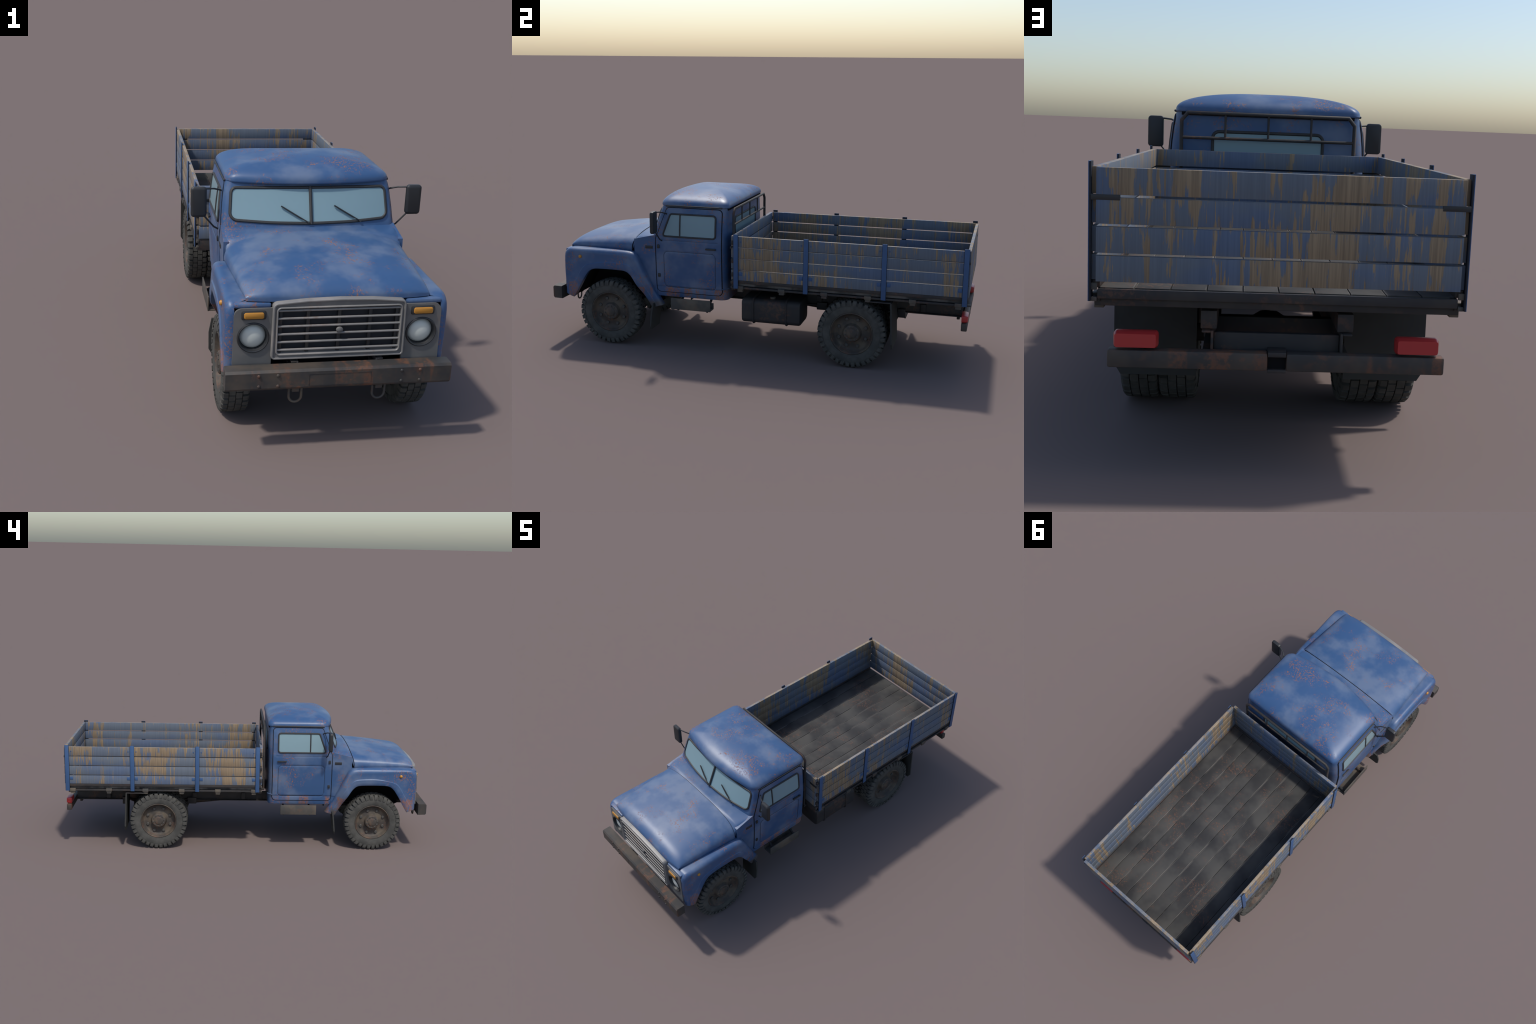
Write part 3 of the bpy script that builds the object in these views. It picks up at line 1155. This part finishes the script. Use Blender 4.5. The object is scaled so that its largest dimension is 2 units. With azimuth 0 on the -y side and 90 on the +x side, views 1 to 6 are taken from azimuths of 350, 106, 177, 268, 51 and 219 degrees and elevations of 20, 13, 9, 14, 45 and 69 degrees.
# ------------------------------------------------------------------ chassis
CH = box('chassis', -0.1185, 0.1185, 0.942, 0.956, 0.205, 0.2715, FRAME, None, 0.002)
for s in (1, -1):
    # C section rails
    bm = bmesh.new()
    y0, y1 = -0.95, 0.970
    add_box(bm, s * 0.119, s * 0.1240, y0, y1, 0.223, 0.277, 0.001)
    add_box(bm, s * 0.1241, s * 0.1410, y0, y1, 0.2730, 0.277, 0.001)
    add_box(bm, s * 0.1241, s * 0.1410, y0, y1, 0.223, 0.2270, 0.001)
    from_bm('frame_rail', bm, FRAME, CH, 40)
    box('bed_beam', s * 0.113, s * 0.1435, -0.07, 0.962, 0.2785, 0.3135, FRAME, CH, 0.002)
for y in (-0.45, 0.02, 0.30, 0.79):
    box('frame_crossmember', -0.1365, 0.1365, y - 0.012, y + 0.012, 0.230, 0.268, FRAME, CH, 0.002)
# axles, springs, shaft, gearbox
bm = bmesh.new()
add_tube(bm, [(-0.27, 0.492, 0.158), (0.27, 0.492, 0.158)], 0.022, 16)
lathe(bm, [(-0.06, 0.02), (-0.045, 0.04), (-0.02, 0.056), (0.02, 0.056), (0.045, 0.04), (0.06, 0.02)], 24)
for q in bm.verts:
    if abs(q.co.y) < 0.3 and q.co.z < 0.1 and abs(q.co.x) < 0.07 and not (0.4 < q.co.y < 0.6):
        q.co += Vector((0, 0.492, 0.158))
from_bm('axle', bm, FRAME, CH, 50)
bm = bmesh.new()
add_tube(bm, [(-0.25, -0.699, 0.158), (-0.19, -0.699, 0.155), (-0.15, -0.699, 0.165), (0.15, -0.699, 0.165), (0.19, -0.699, 0.155), (0.25, -0.699, 0.158)], 0.018, 10)
from_bm('axle', bm, FRAME, CH, 50)
tube('drive_shaft', [(0, 0.45, 0.165), (0, 0.05, 0.205), (0, -0.30, 0.235)], 0.013, FRAME, CH, 12)
for s in (1, -1):
    for yc, L, zc, x in ((0.492, 0.185, 0.182, 0.128), (-0.699, 0.17, 0.185, 0.145)):
        bm = bmesh.new()
        for k in range(5):
            l = L * (1 - 0.17 * k)
            pts = []
            for i in range(-8, 9):
                t = i / 8
                pts.append((yc + l * t, zc - 0.0058 * k + 0.042 * (l * t / L) ** 2))
            vs = []
            for yy, zz in pts:
                vs.append([bm.verts.new((s * x + dx, yy, zz + dz)) for dx, dz in ((-0.012, 0), (0.012, 0), (0.012, 0.005), (-0.012, 0.005))])
            for A_, B_ in zip(vs, vs[1:]):
                for i in range(4):
                    bm.faces.new((A_[i], A_[(i + 1) % 4], B_[(i + 1) % 4], B_[i]))
            bm.faces.new(vs[0])
            bm.faces.new(vs[-1])
        add_box(bm, s * x - 0.016, s * x + 0.016, yc - 0.018, yc + 0.018, zc - 0.035, zc + 0.012, 0.002)
        from_bm('leaf_spring', bm, FRAME, CH, 30)
    # spring hanger plate ahead of the rear axle
    box('spring_hanger', s * 0.128, s * 0.147, 0.29, 0.34, 0.204, 0.24, FRAME, CH, 0.002)
    box('spring_hanger', s * 0.128, s * 0.147, 0.675, 0.71, 0.199, 0.24, FRAME, CH, 0.002)
bm = bmesh.new()
add_box(bm, -0.075, 0.075, -0.80, -0.46, 0.200, 0.30, 0.015)
add_box(bm, -0.055, 0.055, -0.46, -0.28, 0.185, 0.27, 0.012)
from_bm('gearbox', bm, FRAME, CH, 40)
# fuel tank (right side only)
bm = bmesh.new()
ol = round_poly([(0.150, 0.160), (0.311, 0.160), (0.311, 0.277), (0.150, 0.277)], 0.026, 6)
rows = []
for ins, y in ((0.012, -0.036), (0.003, -0.033), (0.0, -0.027), (0.0, 0.238), (0.003, 0.245), (0.012, 0.248)):
    rows.append([bm.verts.new((x, y, z)) for x, z in offset_poly(ol, ins)])
n = len(ol)
for A_, B_ in zip(rows, rows[1:]):
    for i in range(n):
        j = (i + 1) % n
        bm.faces.new((A_[i], A_[j], B_[j], B_[i]))
bm.faces.new(rows[0])
bm.faces.new(rows[-1])
TK = from_bm('fuel_tank', bm, STEP if False else FRAME, None, 40)
for y in (0.022, 0.180):
    fm = lambda u, w, h, y=y: (u, y + h, w)
    ring('tank_strap', ol, [(0.001, -0.005), (-0.004, -0.004), (-0.0065, 0.0), (-0.004, 0.004), (0.001, 0.005)], fm, FRAME, TK)
bm = bmesh.new()
lathe(bm, [(0, 0.013), (0.010, 0.013), (0.012, 0.011), (0.012, 0)], 20)
for q in bm.verts:
    q.co = Vector((0.272 + q.co.y, 0.108 + q.co.z, 0.275 + q.co.x))
from_bm('tank_cap', bm, STEP, TK, 40)

# mudflaps
for s in (1, -1):
    bm = bmesh.new()
    ol = [(0.164, 0.318), (0.345, 0.318), (0.345, 0.128), (0.330, 0.1035), (0.164, 0.1035)]
    a = [bm.verts.new((s * x, 0.6635 + (0.008 if z < 0.15 else 0), z)) for x, z in ol]
    b = [bm.verts.new((s * x, 0.6705 + (0.008 if z < 0.15 else 0), z)) for x, z in ol]
    bm.faces.new(a)
    bm.faces.new(b)
    for i in range(5):
        j = (i + 1) % 5
        bm.faces.new((a[i], a[j], b[j], b[i]))
    MF = from_bm('mudflap', bm, FLAP, None, 30)
    box('mudflap_bracket', s * 0.15, s * 0.345, 0.572, 0.668, 0.3165, 0.3210, FRAME, MF, 0.001)
    bm = bmesh.new()
    ol = [(0.215, 0.215), (0.325, 0.215), (0.335, 0.165), (0.335, 0.105), (0.325, 0.088), (0.225, 0.088)]
    a = [bm.verts.new((s * x, -0.472 - 0.10 * (0.215 - z), z)) for x, z in ol]
    b = [bm.verts.new((s * x, -0.479 - 0.10 * (0.215 - z), z)) for x, z in ol]
    bm.faces.new(a)
    bm.faces.new(b)
    for i in range(6):
        j = (i + 1) % 6
        bm.faces.new((a[i], a[j], b[j], b[i]))
    from_bm('mudflap', bm, FLAP, None, 30)

# rear bumper with tow socket and tail lamps
bm = bmesh.new()
for x0, x1 in ((-0.312, -0.0172), (0.0172, 0.312)):
    add_box(bm, x0, x1, 0.972, 0.998, 0.2095, 0.2435, 0.004)
RB = from_bm('bumper', bm, BUMP, None, 40)
bm = bmesh.new()
for z0, z1 in ((0.2065, 0.2125), (0.2365, 0.2455)):
    add_box(bm, -0.0170, 0.0170, 0.955, 0.998, z0, z1, 0.001)
from_bm('tow_socket', bm, FRAME, RB, 40)
box('tow_socket_cavity', -0.0171, 0.0171, 0.950, 0.988, 0.2127, 0.2363, DARK, RB, 0)
for s in (1, -1):
    bm = bmesh.new()
    ol = round_poly([(0.2195, 0.2455), (0.3015, 0.2455), (0.3015, 0.2775), (0.2195, 0.2775)], 0.007, 4)
    rows = []
    for ins, y in ((0.001, 0.972), (0.0, 0.976), (0.0, 0.988), (0.0035, 0.9995)):
        rows.append([bm.verts.new((s * x, y, z)) for x, z in offset_poly(ol, ins)])
    n = len(ol)
    for A_, B_ in zip(rows, rows[1:]):
        for i in range(n):
            j = (i + 1) % n
            bm.faces.new((A_[i], A_[j], B_[j], B_[i]))
    bm.faces.new(rows[0])
    bm.faces.new(rows[-1])
    from_bm('tail_lamp', bm, RED, RB, 40)

# ------------------------------------------------------------------ cargo bed
BY0, BY1 = -0.0770, 0.9995
BED = box('cargo_bed', -0.331, 0.331, 0.982, 0.9920, 0.3365, 0.3540, FRAME, None, 0.0015)
box('bed_cross_beam', -0.337, 0.337, 0.958, 0.980, 0.3215, 0.3360, FRAME, BED, 0.0015)
box('bed_beam', -0.335, 0.335, BY0 + 0.002, BY0 + 0.022, 0.3215, 0.3690, FRAME, BED, 0.0015)
# floor planks
NP = 10
pw = 0.664 / NP
for i in range(NP):
    x0 = -0.332 + i * pw
    box('floor_plank', x0 + 0.0010, x0 + pw - 0.0010, BY0 + 0.012, 0.9815, 0.3545 - 0.0125, 0.3560, FLOOR, BED, 0.0009)
box('floor_sheet', -0.325, 0.325, BY0 + 0.02, BY1 - 0.04, 0.336, 0.3505, FRAME, BED, 0)
for s in (1, -1):
    # side sill: top angle, recess, lower lip
    bm = bmesh.new()
    add_box(bm, s * 0.327, s * 0.3415, BY0 + 0.006, 0.984, 0.3555, 0.3700, 0.0012)
    add_box(bm, s * 0.327, s * 0.3415, BY0 + 0.006, 0.984, 0.3300, 0.3390, 0.0012)
    from_bm('bed_sill', bm, FRAME, BED, 40)
    box('sill_recess', s * 0.318, s * 0.3300, BY0 + 0.007, 0.983, 0.3391, 0.3554, DARK, BED, 0)
    for y in (0.957, 0.7605, 0.562, 0.364, 0.1655, -0.032):
        bm = bmesh.new()
        add_box(bm, s * 0.330, s * 0.3445, y - 0.0155, y + 0.0155, 0.3275, 0.3435, 0.0012)
        add_box(bm, s * 0.322, s * 0.3400, y - 0.0120, y + 0.0120, 0.3150, 0.3280, 0.0012)
        from_bm('sill_clip', bm, STEP, BED, 40)
    for y in (0.983, 0.632, 0.279, -0.0505):
        P = box('stake_post', s * 0.3458, s * 0.3478, y - 0.0105, y + 0.0105, 0.3315, 0.5855, POSTM, BED, 0.0006)
        box('post_channel', s * 0.3422, s * 0.3457, y - 0.0118, y + 0.0118, 0.3320, 0.5850, POSTD, P, 0.0005)
        for dy in (-1, 1):
            if (y > 0.9 and dy > 0) or (y < 0 and dy < 0):
                continue
            yc = y + dy * 0.0215
            box('post_bracket', s * 0.3405, s * 0.3445, yc - 0.0085, yc + 0.0085, 0.3925, 0.4095, POSTM, P, 0.0012)
            bm = bmesh.new()
            lathe(bm, [(0, 0.0035), (0.002, 0.003), (0.0025, 0)], 8)
            bmesh.ops.recalc_face_normals(bm, faces=bm.faces)
            for q in bm.verts:
                q.co = Vector((s * (0.3424 + q.co.x), yc + q.co.y, 0.552 + q.co.z))
            from_bm('plank_bolt', bm, POSTM, P, 40)
for y in (0.7605, 0.562, 0.364, 0.1655, -0.032):
    box('bed_cross_beam', -0.325, 0.325, y - 0.014, y + 0.014, 0.3137, 0.3358, FRAME, BED, 0.0015)
# plank walls
PZ = [(0.3695 + 0.0525 * i, 0.3695 + 0.0525 * i + 0.0472) for i in range(4)]
for s in (1, -1):
    for z0, z1 in PZ:
        box('sideboard_plank', s * 0.3305, s * 0.3428, BY0 + 0.0155, 0.9850, z0 + (0.0012 if z0 < 0.38 else 0), z1 + (0.0015 if z1 > 0.57 else 0), WOOD, BED, 0.0006)
for nm, y0, y1 in (('tailgate_plank', 0.9862, BY1), ('headboard_plank', BY0, BY0 + 0.0140)):
    for z0, z1 in PZ:
        box(nm, -0.3325, 0.3325, y0, y1, z0, z1 + (0.001 if z1 > 0.57 else 0), WOOD, BED, 0.0006)
# hinges and latches
for s in (1, -1):
    # latch bars on tailgate and headboard
    box('latch', s * 0.2900, s * 0.3420, BY1 - 0.004, BY1 + 0.0005, 0.5170, 0.5275, BLACKM, BED, 0.001)
    box('latch', s * 0.2900, s * 0.3420, BY0 - 0.003, BY0 + 0.002, 0.5170, 0.5275, BLACKM, BED, 0.001)
    for z in (0.545, 0.46, 0.395):
        box('corner_hinge', s * 0.3332, s * 0.3420, BY0 + 0.002, BY0 + 0.015, z - 0.009, z + 0.009, FRAME, BED, 0.001)
    # sill end tubes at the corners
    for yy in (0.9855, BY0 + 0.0005):
        bm = bmesh.new()
        add_box(bm, s * 0.3318, s * 0.3425, yy, yy + 0.006, 0.3525, 0.3650, 0.001)
        add_box(bm, s * 0.3318, s * 0.3425, yy, yy + 0.006, 0.3315, 0.3395, 0.001)
        from_bm('sill_end', bm, STEP, BED, 40)

# ------------------------------------------------------------------ guard rack behind the cab
RY = -0.0880
bm = bmesh.new()
add_tube(bm, [(-0.2600, RY, 0.322), (-0.2600, RY, 0.664), (-0.2415, RY, 0.6865), (0.2415, RY, 0.6865), (0.2600, RY, 0.664), (0.2600, RY, 0.322)], 0.0062, 10)
RK = from_bm('guard_rack', bm, FRAME, None, 50)
tube('rack_rail', [(-0.258, RY, 0.613), (0.258, RY, 0.613)], 0.0046, FRAME, RK, 8)
for x in (-0.129, 0, 0.129):
    tube('rack_bar', [(x, RY, 0.613), (x, RY, 0.6865)], 0.0034, FRAME, RK, 8)
bm = bmesh.new()
for s in (1, -1):
    add_box(bm, s * 0.253, s * 0.267, RY - 0.006, BY0 + 0.006, 0.323, 0.335, 0.001)
from_bm('rack_foot', bm, FRAME, RK, 40)
